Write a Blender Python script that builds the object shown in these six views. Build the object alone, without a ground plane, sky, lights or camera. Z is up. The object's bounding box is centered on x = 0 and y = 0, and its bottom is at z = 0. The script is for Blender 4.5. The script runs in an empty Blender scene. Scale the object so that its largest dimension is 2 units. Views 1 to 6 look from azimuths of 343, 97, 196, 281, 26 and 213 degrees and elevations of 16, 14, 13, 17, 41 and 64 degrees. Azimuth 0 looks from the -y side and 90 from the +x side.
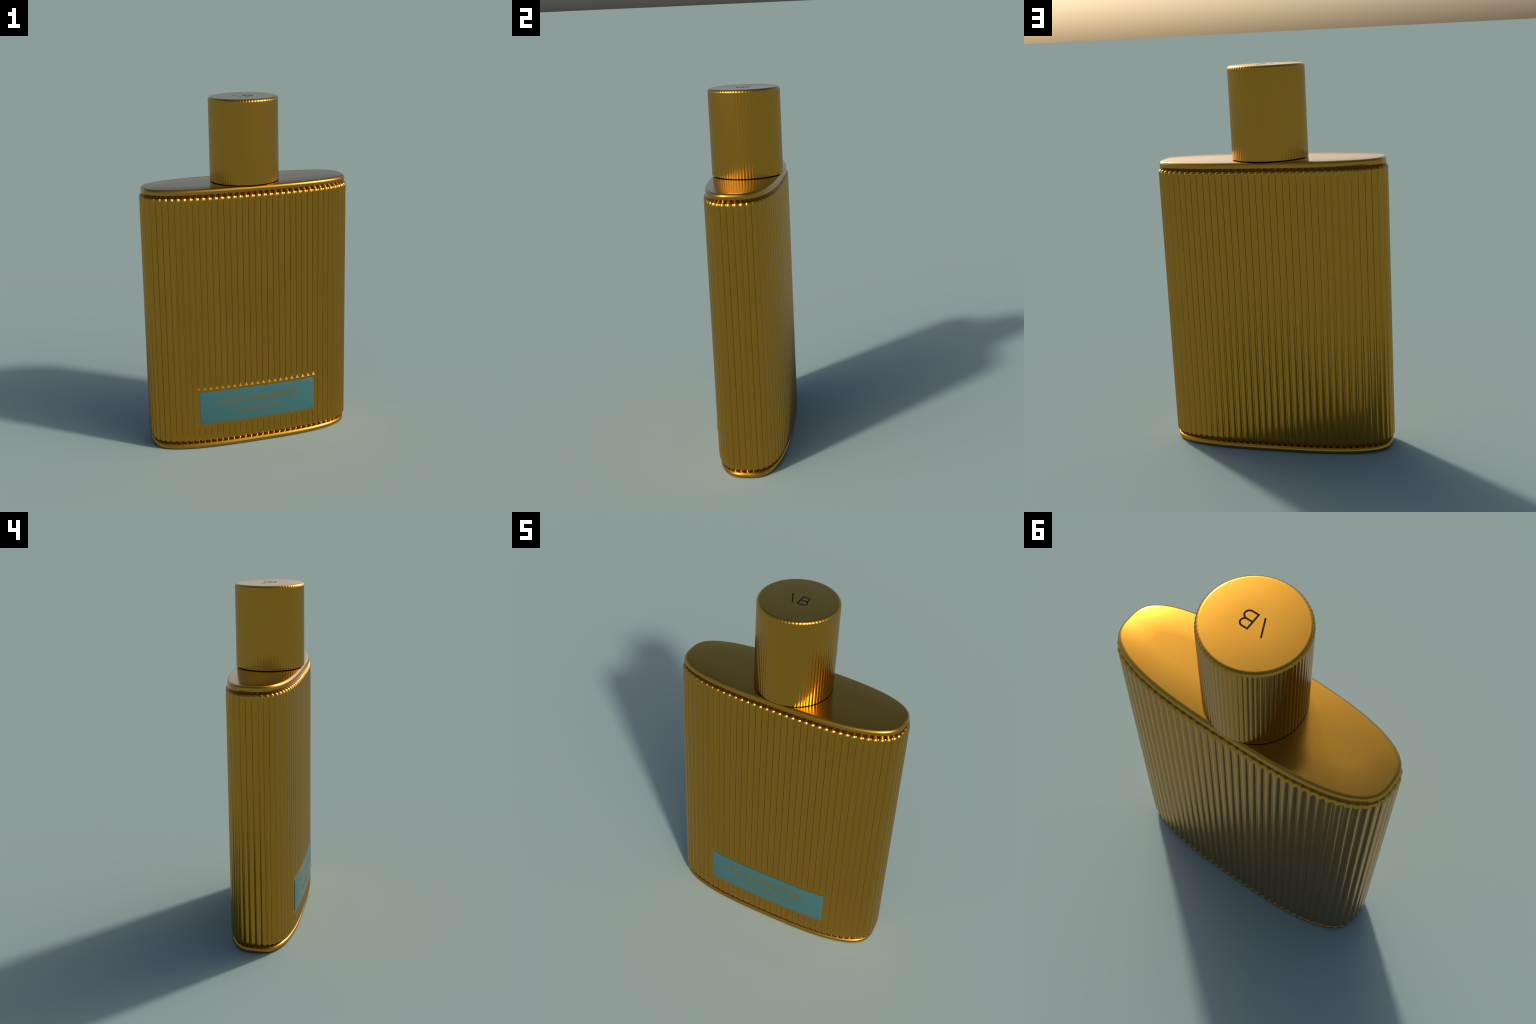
import math
import bpy
import numpy as np

# ------------------------------------------------------------------ sizes (metres)
HALF_W, HALF_D, POWER = 0.592, 0.1925, 2.85      # plan of the plates: a superellipse
TOP_Z = 1.5298                                   # upper face of the top plate
TOP_EDGE_Z, BASE_EDGE_Z = 1.4858, 0.0447         # where the flutes end against the plates
PLATE_ROUND, BASE_ROUND = 0.0165, 0.0100
FLUTES, FLUTE_OUT, FLUTE_END = 80, 0.0094, 0.0190
GROOVE, GROOVE_AT_END = 0.0091, 0.0074           # depth of the grooves along the body and at its ends
FLUTE_SEGS, FLUTE_BELLY = 10, 2.2
CAP_R, CAP_FLUTES, CAP_SAG, CAP_ROUND = 0.1948, 72, 0.0019, 0.0160
CAP_BASE_Z, CAP_TOP_Z = 1.5340, 2.0000

# ------------------------------------------------------------------ the plan curve by arc length
_t = np.linspace(0, 2 * math.pi, 120001) - math.pi / 2
_c, _s = np.cos(_t), np.sin(_t)
_X = HALF_W * np.sign(_c) * np.abs(_c) ** (2 / POWER)
_Y = HALF_D * np.sign(_s) * np.abs(_s) ** (2 / POWER)
_L = np.concatenate([[0], np.cumsum(np.hypot(np.diff(_X), np.diff(_Y)))])
PERIMETER = float(_L[-1])


def plan(s):
    """Point and outward normal of the plan curve; s runs from the middle of the front towards +x."""
    s = np.mod(np.asarray(s, float), PERIMETER)
    x, y = np.interp(s, _L, _X), np.interp(s, _L, _Y)
    nx = np.sign(x) * np.abs(x / HALF_W) ** (POWER - 1) / HALF_W
    ny = np.sign(y) * np.abs(y / HALF_D) ** (POWER - 1) / HALF_D
    h = np.hypot(nx, ny)
    return x, y, nx / h, ny / h


def wrap(s, z, out):
    """Put flat drawing coordinates (s along the wall, z up, out of the wall) on the wall."""
    x, y, nx, ny = plan(s)
    return np.stack([x + nx * out, y + ny * out, np.broadcast_to(z, x.shape)], -1)


# ------------------------------------------------------------------ materials
def material(name, colour, metallic, roughness, grain=0.0, vary=0.0, specular=0.5):
    m = bpy.data.materials.new(name)
    m.use_nodes = True
    nodes, links = m.node_tree.nodes, m.node_tree.links
    b = nodes["Principled BSDF"]
    b.inputs["Metallic"].default_value = metallic
    b.inputs["Specular IOR Level"].default_value = specular
    coord = nodes.new("ShaderNodeTexCoord")
    noise = nodes.new("ShaderNodeTexNoise")
    noise.inputs["Scale"].default_value = 3.0
    noise.inputs["Detail"].default_value = 3.0
    links.new(coord.outputs["Object"], noise.inputs["Vector"])
    ramp = nodes.new("ShaderNodeValToRGB")
    for e, k in zip(ramp.color_ramp.elements, (1 - vary, 1 + vary)):
        e.color = (*(min(1, c * k) for c in colour), 1)
    ramp.color_ramp.elements[0].position, ramp.color_ramp.elements[1].position = 0.3, 0.7
    links.new(noise.outputs["Fac"], ramp.inputs["Fac"])
    links.new(ramp.outputs["Color"], b.inputs["Base Color"])
    rough = nodes.new("ShaderNodeMapRange")
    rough.inputs["To Min"].default_value = roughness - grain
    rough.inputs["To Max"].default_value = roughness + grain
    links.new(noise.outputs["Fac"], rough.inputs["Value"])
    links.new(rough.outputs["Result"], b.inputs["Roughness"])
    return m


GOLD = material("polished_gold", (0.505, 0.258, 0.033), 1.0, 0.180, 0.005, 0.01)
LETTER_GOLD = material("letter_gold", (0.56, 0.29, 0.055), 1.0, 0.30, 0.005, 0.01)
TEAL = material("teal_enamel", (0.035, 0.118, 0.120), 0.0, 0.30, 0.01, 0.02)
BLACK = material("black_print", (0.006, 0.0055, 0.005), 0.0, 0.50, 0.005, 0.02, 0.05)
DARK = material("dark_neck", (0.03, 0.02, 0.008), 1.0, 0.4)

# ------------------------------------------------------------------ scene helpers
bottle = bpy.data.objects.new("perfume_bottle", None)
bpy.context.scene.collection.objects.link(bottle)
bottle["label"] = "flat fluted gold perfume bottle with round cap and teal label"
bottle["category"] = "perfume bottle"


def add(name, verts, faces, mat, parent=bottle, smooth=True, sharp_angle=None, normals=None):
    me = bpy.data.meshes.new(name)
    me.from_pydata([tuple(map(float, v)) for v in verts], [], [tuple(map(int, f)) for f in faces])
    me.validate()
    me.update()
    me.polygons.foreach_set("use_smooth", [smooth] * len(me.polygons))
    if sharp_angle is not None:
        me.set_sharp_from_angle(angle=math.radians(sharp_angle))
    if normals is not None:
        me.normals_split_custom_set_from_vertices([tuple(map(float, n)) for n in normals])
    me.materials.append(mat)
    o = bpy.data.objects.new(name, me)
    bpy.context.scene.collection.objects.link(o)
    o.parent = parent
    return o


def loft(rings):
    """Quads between closed rings of equal length (first ring lowest, counter-clockwise seen from above)."""
    n = len(rings[0])
    faces = []
    for k in range(len(rings) - 1):
        for i in range(n):
            j = (i + 1) % n
            faces.append((k * n + i, k * n + j, (k + 1) * n + j, (k + 1) * n + i))
    return np.concatenate(rings), faces


# ------------------------------------------------------------------ plates
PLATE_PTS = 312
FACE_LEAN = math.radians(4.2)  # slight fall of the shading towards the rim of the flat face
HIDDEN_RIM = 0.12          # how far the shading at the tucked-in rim still faces outward


def plate(name, z_plain, z_round, radius):
    """A slab with one rounded rim (at z_round) and one plain, tucked-in rim (at z_plain), softly shaded."""
    s = np.arange(PLATE_PTS) / PLATE_PTS * PERIMETER
    up = 1 if z_round > z_plain else -1
    _, _, nx, ny = plan(s)
    lean = lambda c, v: np.stack([nx * c, ny * c, np.full(PLATE_PTS, v)], -1)
    rings, normals = [wrap(s, z_plain, 0.0)], [lean(HIDDEN_RIM, -up)]
    for k in range(9):
        a = k / 8 * math.pi / 2
        rings.append(wrap(s, z_round - up * radius * (1 - math.sin(a)), -radius * (1 - math.cos(a))))
        normals.append(lean(math.cos(a), up * math.sin(a)))
    normals[-1] = lean(math.sin(FACE_LEAN), up * math.cos(FACE_LEAN))
    rings.append(rings[-1] * (0.78, 0.35, 1))
    normals.append(lean(0, up))
    if up < 0:
        rings.reverse()
        normals.reverse()
    verts, faces = loft(rings)
    n, last = PLATE_PTS, (len(rings) - 1) * PLATE_PTS
    faces.append(tuple(range(n - 1, -1, -1)))
    faces.append(tuple(range(last, last + n)))
    normals = np.concatenate(normals)
    return add(name, verts, faces, GOLD, normals=normals / np.linalg.norm(normals, axis=1)[:, None])


plate("top_plate", TOP_EDGE_Z - 0.002, TOP_Z, PLATE_ROUND)
plate("base_plate", BASE_EDGE_Z + 0.002, 0.0, BASE_ROUND)

# ------------------------------------------------------------------ fluted body
# the flutes are evenly spaced along the line of their crests
_fine = np.linspace(0, PERIMETER, 40001)
_px, _py, _nx, _ny = plan(_fine)
_crest = np.concatenate([[0], np.cumsum(np.hypot(np.diff(_px + _nx * FLUTE_OUT), np.diff(_py + _ny * FLUTE_OUT)))])
PITCH = float(_crest[-1]) / FLUTES
half = PITCH / 2
cols = FLUTES * FLUTE_SEGS
run = np.arange(cols) / FLUTE_SEGS * PITCH                   # a groove lies at the middle of the front
s_col = np.interp(run, _crest, _fine)
x_loc = np.mod(run, PITCH) - half
x_loc = np.where(np.arange(cols) % FLUTE_SEGS == 0, half, x_loc)


def flute_out(t):
    """Height of the flutes over the plate line at distance t from their end."""
    q = min(1.0, max(0.0, 1 - t / FLUTE_END))
    drop = FLUTE_OUT * (1 - math.sqrt(1 - (0.95 * q) ** 2)) / (1 - math.sqrt(1 - 0.95 ** 2))
    fade = min(1.0, max(0.0, (t - FLUTE_END) / 0.03))
    deep = GROOVE_AT_END + (GROOVE - GROOVE_AT_END) * fade
    u = np.abs(x_loc / half)
    slope = FLUTE_BELLY * deep / half * u ** (FLUTE_BELLY - 1)
    h = FLUTE_OUT - deep * u ** FLUTE_BELLY - drop * np.sqrt(1 + slope ** 2)
    return np.maximum(h, -0.006) - (0.004 if t < 0 else 0)


ends = [-0.0005] + [FLUTE_END * (1 - math.cos(a)) for a in np.linspace(0, math.pi / 2, 13)]
ends += [FLUTE_END + 0.03 * k / 4 for k in range(1, 5)]
z_rows = [(BASE_EDGE_Z + t, t) for t in ends]
z_rows += [(BASE_EDGE_Z + ends[-1] + (TOP_EDGE_Z - BASE_EDGE_Z - 2 * ends[-1]) * k / 6, 1.0) for k in range(1, 6)]
z_rows += [(TOP_EDGE_Z - t, t) for t in reversed(ends)]
verts, faces = loft([wrap(s_col, z, flute_out(t)) for z, t in z_rows])
add("fluted_body", verts, faces, GOLD)

# ------------------------------------------------------------------ label frame and label
def pad(name, w, z0, z1, corner, out, rim, mat, parent, lean=None, across=72):
    """A thin slab on the front wall: flat face +-w by z0..z1 at height `out`; rim: (outward, drop) from low to high."""
    def outline(d):
        c, pts = corner + d, []
        sx = np.linspace(-(w - corner), w - corner, across + 1)
        arc = np.linspace(0, math.pi / 2, 7)[1:]
        lower = [(s, z0 - d) for s in sx]
        lower += [(w - corner + c * math.sin(a), z0 + corner - c * math.cos(a)) for a in arc]
        upper = [(w - corner + c * math.cos(a), z1 - corner + c * math.sin(a)) for a in np.linspace(0, math.pi / 2, 7)[:-1]]
        upper += [(s, z1 + d) for s in sx[::-1]]
        left = [(-(w - corner) - c * math.sin(a), z1 - corner + c * math.cos(a)) for a in arc]
        left += [(-(w - corner) - c * math.cos(a), z0 + corner - c * math.sin(a)) for a in np.linspace(0, math.pi / 2, 7)[:-1]]
        return np.array(lower + upper + left)
    rings = []
    for d, drop in rim:
        p = outline(d)
        rings.append(wrap(p[:, 0], p[:, 1], out - drop))
    verts, faces = loft(rings)
    steps = len(rim) - 1
    n, base = len(rings[0]), steps * len(rings[0])
    # flat face: strips between the lower and the upper run, then the two ends
    m = across
    lo = [base + i for i in range(m + 1)]
    up0 = m + 1 + 6 + 6
    hi = [base + up0 + (m - i) for i in range(m + 1)]
    for i in range(m):
        faces.append((lo[i], lo[i + 1], hi[i + 1], hi[i]))
    faces.append(tuple([lo[m]] + [base + i for i in range(m + 1, up0)] + [hi[m]]))
    faces.append(tuple([hi[0]] + [base + i for i in range(up0 + m + 1, n)] + [lo[0]]))
    normals = None
    if lean is not None:                       # shading of the rim: tilt of each ring away from the wall
        o = outline(1.0) - outline(0.0)
        o /= np.linalg.norm(o, axis=1)[:, None]
        normals = []
        for (d, _), tilt in zip(rim, lean):
            _, _, nx, ny = plan(outline(d)[:, 0])
            c, t = math.cos(tilt), math.sin(tilt)
            normals.append(np.stack([c * nx - t * o[:, 0] * ny, c * ny + t * o[:, 0] * nx, t * o[:, 1]], -1))
        normals = np.concatenate(normals)
    return add(name, verts, faces, mat, parent, normals=normals)


LABEL_W, LABEL_Z0, LABEL_Z1 = 0.3455, 0.1575, 0.3520
FRAME_OUT, LABEL_OUT = FLUTE_OUT + 0.0004, FLUTE_OUT + 0.0026
CHAMFER = 0.0195                                  # the frame slopes down into the grooves
pad("label_frame", LABEL_W + 0.0100, LABEL_Z0 - 0.0100, LABEL_Z1 + 0.0100, 0.004, FRAME_OUT,
    [(CHAMFER * 1.2, 0.0090 * 1.2), (0.0030, 0.0090 * 0.0030 / CHAMFER), (0, 0)], GOLD, bottle, lean=[math.radians(30), math.radians(15), 0.0])
round_rim = [(0.0016 * math.cos(a), 0.0016 * (1 - math.sin(a))) for a in np.linspace(0.1, math.pi / 2, 5)]
label = pad("label_plate", LABEL_W - 0.0016, LABEL_Z0 + 0.0016, LABEL_Z1 - 0.0016, 0.0065, LABEL_OUT, round_rim, TEAL, bottle)

# tilted wedges modelling the label's corner shading: glint upper right, dark spots below
for sx, sz, deep in ((1, 1, 0.0020), (1, -1, 0.0034), (-1, -1, 0.0028)):
    zc = LABEL_Z1 - 0.0165 if sz > 0 else LABEL_Z0 + 0.0150
    ss = sx * (LABEL_W - 0.0195) + np.array([-1, 1, 1, -1]) * 0.0062
    zz = zc + sz * np.array([-0.0026, -0.0026, 0.0034, 0.0034]) * (1.0 if sz > 0 else 1.35)
    oo = LABEL_OUT + np.array([deep, deep, -0.0004, -0.0004])
    v = list(wrap(ss, zz, oo)) + list(wrap(ss[:2], zz[:2], np.full(2, LABEL_OUT - 0.0006)))
    f = [(0, 1, 2, 3), (0, 4, 5, 1), (0, 3, 4), (1, 5, 2)]
    if sz < 0:
        f = [tuple(reversed(q)) for q in f]
    add("corner_shading_wedge", v, f, TEAL, label, smooth=False)

# ------------------------------------------------------------------ lettering drawn with strokes
def arc(cx, cy, rx, ry, a0, a1, n=20):
    t = np.radians(np.linspace(a0, a1, n))
    return list(zip(cx + rx * np.cos(t), cy + ry * np.sin(t)))


def ribbon(path, width, closed=False):
    """Left and right edge of a stroke of constant width along a path."""
    p = np.array(path, float)
    if closed:
        d = np.roll(p, -1, 0) - np.roll(p, 1, 0)
        miter = 1.0
    else:
        seg = np.diff(p, axis=0)
        seg /= np.linalg.norm(seg, axis=1)[:, None]
        d = np.vstack([seg[:1], seg[:-1] + seg[1:], seg[-1:]])
        unit = d / np.linalg.norm(d, axis=1)[:, None]
        ref = np.vstack([seg[:1], seg])
        miter = (1 / np.maximum(0.5, (unit * ref).sum(1)))[:, None]
    d = d / np.linalg.norm(d, axis=1)[:, None]
    nrm = np.stack([-d[:, 1], d[:, 0]], 1) * miter
    return p + nrm * width / 2, p - nrm * width / 2


def glyph(ch, w):
    """Centre lines of a wide geometric capital; height 1, stroke width w. Returns (strokes, advance)."""
    h, lo, hi = w / 2, w / 2, 1 - w / 2
    L = 0.125 + h                                                    # left side bearing to stem centre
    if ch == "H":
        r = L + 0.918 - w
        return [[(L, 0), (L, 1)], [(r, 0), (r, 1)], [(L + h, .5), (r - h, .5)]], 1.168
    if ch == "O":
        return [("loop", arc(.611, .5, .535 - h, .512 - h, 0, 360, 41)[:-1])], 1.221
    if ch == "T":
        return [[(.02, hi), (.866, hi)], [(.443, 0), (.443, 1 - w)]], 0.886
    if ch == "E":
        return [[(L, 0), (L, 1)], [(L + h, lo), (.90, lo)], [(L + h, hi), (.885, hi)], [(L + h, .51), (.81, .51)]], 0.976
    if ch == "F":
        return [[(L, 0), (L, 1)], [(L + h, hi), (.885, hi)], [(L + h, .46), (.82, .46)]], 0.924
    if ch == "L":
        return [[(L, 0), (L, 1)], [(L + h, lo), (.85, lo)]], 0.870
    if ch == "I":
        return [[(L, 0), (L, 1)]], 0.27 + w
    if ch == "N":
        r = L + 0.918 - w
        return [[(L, 0), (L, 1)], [(r, 0), (r, 1)], [(L, 1 - w * .45), (r, w * .45)]], 1.168
    if ch in "PR":
        ry = (hi - .32) / 2
        s = [[(L, 0), (L, 1)], [(L + h, hi), (.55, hi)] + arc(.58, hi - ry, .34 - h, ry, 80, -80) + [(.55, .32), (L + h, .32)]]
        if ch == "R":
            s.append([(.62, .32 - h), (.88, 0)])
        return s, 1.05
    if ch == "B":
        return [[(L, 0), (L, 1)],
                [(L + h, hi), (.58, hi)] + arc(.62, (hi + .515) / 2, .29 - h, (hi - .515) / 2, 80, -80) + [(.58, .515), (L + h, .515)],
                [(.60, .505), (.66, .505)] + arc(.68, (lo + .505) / 2, .31 - h, (.505 - lo) / 2, 80, -80) + [(.64, lo), (L + h, lo)]], 1.09
    if ch == "C":
        return [arc(.611, .5, .535 - h, .512 - h, 46, 314, 32)], 1.06
    if ch == "V":
        return [[(.05, 1), (.524, 0.01)], [(.524, 0.01), (.998, 1)]], 1.048
    if ch == "A":
        return [[(.05, 0), (.54, .99)], [(.54, .99), (1.03, 0)], [(.24, .28), (.84, .28)]], 1.08
    if ch == "K":
        return [[(L, 0), (L, 1)], [(L + h * .6, .30), (.90, 1)], [(.47, .52), (.95, 0)]], 1.03
    if ch == "M":
        r = L + 1.11 - w
        m = (L + r) / 2
        return [[(L, 0), (L, 1)], [(r, 0), (r, 1)], [(L, 1 - w * .4), (m, .24)], [(m, .24), (r, 1 - w * .4)]], 1.36
    return [], 0.38                                                   # space


def stroke_solid(strokes, width, place, lift, sink):
    """One mesh of all strokes of a letter; place(points, out) -> 3D. Each stroke is a hair higher than the last."""
    verts, faces = [], []
    for k, st in enumerate(strokes):
        closed = isinstance(st, tuple)
        path = st[1] if closed else st
        a, b = ribbon(path, width, closed)
        n, base = len(a), len(verts)
        out = lift + 0.0001 * k
        for pts, o in ((a, out), (b, out), (a, sink), (b, sink)):
            verts.extend(place(pts, o))
        for i in range(n if closed else n - 1):
            j = (i + 1) % n
            faces += [(base + i, base + n + i, base + n + j, base + j),
                      (base + 2 * n + i, base + i, base + j, base + 2 * n + j),
                      (base + n + i, base + 3 * n + i, base + 3 * n + j, base + n + j)]
        if not closed:
            e = n - 1
            faces += [(base, base + 2 * n, base + 3 * n, base + n),
                      (base + e, base + n + e, base + 3 * n + e, base + 2 * n + e)]
    return verts, faces


def write_line(text, base_z, height, total, stroke):
    glyphs = [glyph(c, stroke / height) for c in text]
    natural = sum(g[1] for g in glyphs) - 0.2
    k = total / natural
    pen = -total / 2 - 0.1 * k
    for strokes, adv in glyphs:
        if strokes:
            # sideways scale is folded into the path so the stroke width stays even
            scaled = [("loop", [(x * k, y * height) for x, y in st[1]]) if isinstance(st, tuple)
                      else [(x * k, y * height) for x, y in st] for st in strokes]
            v, f = stroke_solid(scaled, stroke, lambda p, o, pen=pen: wrap(p[:, 0] + pen, p[:, 1] + base_z, o),
                                LABEL_OUT + 0.0004, LABEL_OUT - 0.0005)
            add("letter", v, f, LETTER_GOLD, label, smooth=False)
        pen += adv * k


write_line("HOTEL PORTOFINO", 0.2665, 0.0345, 0.475, 0.0056)
write_line("VICTORIA BECKHAM", 0.2070, 0.0208, 0.307, 0.0027)

# ------------------------------------------------------------------ cap
cap_half = math.pi * CAP_R / CAP_FLUTES
cap_arc = (cap_half ** 2 + CAP_SAG ** 2) / (2 * CAP_SAG)
segs = 8
m = CAP_FLUTES * segs
ang = (np.arange(m) / segs) * 2 * math.pi / CAP_FLUTES
loc = ((np.arange(m) % segs) / segs - 0.5) * 2 * cap_half
relief = np.sqrt(cap_arc ** 2 - loc ** 2) - cap_arc          # 0 on the crest, -CAP_SAG in the groove


tilt = np.where(np.arange(m) % segs == 0, 0.0, np.arcsin(loc / cap_arc))      # soft shading in the grooves


def cap_ring(z, inset, keep=1.0):
    r = CAP_R - inset + relief * keep
    return np.stack([r * np.cos(ang), r * np.sin(ang), np.full(m, z)], -1)


def cap_normal(lift, keep=1.0):
    d = ang + tilt * keep
    return np.stack([np.cos(d) * math.cos(lift), np.sin(d) * math.cos(lift), np.full(m, math.sin(lift))], -1)


rings, normals = [cap_ring(CAP_BASE_Z, 0.0), cap_ring(CAP_TOP_Z - CAP_ROUND, 0.0)], [cap_normal(0), cap_normal(0)]
for k in range(1, 9):
    a = k / 8 * math.pi / 2
    keep = max(0.0, 1 - (k / 8) ** 1.5)
    rings.append(cap_ring(CAP_TOP_Z - CAP_ROUND * (1 - math.sin(a)), CAP_ROUND * (1 - math.cos(a)), keep))
    normals.append(cap_normal(a, keep))
normals[-1] = cap_normal(math.pi / 2 - math.radians(1.8), 0.0)
rings.append(rings[-1] * (0.3, 0.3, 1))
normals.append(cap_normal(math.pi / 2, 0.0))
rings.insert(0, cap_ring(CAP_BASE_Z, 0.0))
rings.insert(0, cap_ring(CAP_BASE_Z, 0.02, 0.0))
normals = [np.tile([0, 0, -1.0], (m, 1))] * 2 + normals
verts, faces = loft(rings)
faces = [f for f in faces if not (m <= f[0] < 2 * m)]        # the doubled rim stays a crisp edge
top0 = (len(rings) - 1) * m
faces.append(tuple(range(top0, top0 + m)))
cap = add("cap", verts, faces, GOLD, normals=np.concatenate(normals))

# the short neck in the gap under the cap
ring_a = np.linspace(0, 2 * math.pi, 96, endpoint=False)
circle = lambda r, z: np.stack([r * np.cos(ring_a), r * np.sin(ring_a), np.full(96, z)], -1)
verts, faces = loft([circle(0.172, TOP_Z - 0.004), circle(0.172, CAP_BASE_Z + 0.004)])
add("neck", verts, faces, DARK)

# monogram on the cap: a slanted bar and a capital letter
flat = lambda p, o: np.stack([p[:, 0], p[:, 1], np.full(len(p), o)], -1)
lift, sink, w = CAP_TOP_Z + 0.0002, CAP_TOP_Z - 0.0005, 0.0066
bar = np.array([(-0.0520, 0.0350), (-0.0452, 0.0350), (-0.0136, -0.0356), (-0.0204, -0.0356)])
v = list(flat(bar, lift)) + list(flat(bar, sink))
f = [(3, 2, 1, 0), (0, 1, 5, 4), (1, 2, 6, 5), (2, 3, 7, 6), (3, 0, 4, 7)]
add("monogram_bar", v, f, BLACK, cap, smooth=False)
stem, y0, ymid, y1 = 0.0043 + w / 2, -0.0360 + w / 2, 0.0010, 0.0348 - w / 2
r_up, r_lo = (y1 - ymid) / 2, (ymid - y0) / 2
letter = [[(stem, -0.0360), (stem, 0.0348)],
          [(stem + w / 2, y1), (0.0290, y1)] + arc(0.0290, (y1 + ymid) / 2, r_up * 0.98, r_up, 88, -88) + [(0.0285, ymid), (stem + w / 2, ymid)],
          [(0.0290, ymid), (0.0315, ymid)] + arc(0.0320, (y0 + ymid) / 2, r_lo * 1.02, r_lo, 88, -88) + [(0.0315, y0), (stem + w / 2, y0)]]
v, f = stroke_solid(letter, w, flat, lift, sink)
add("monogram_letter", v, f, BLACK, cap, smooth=False)
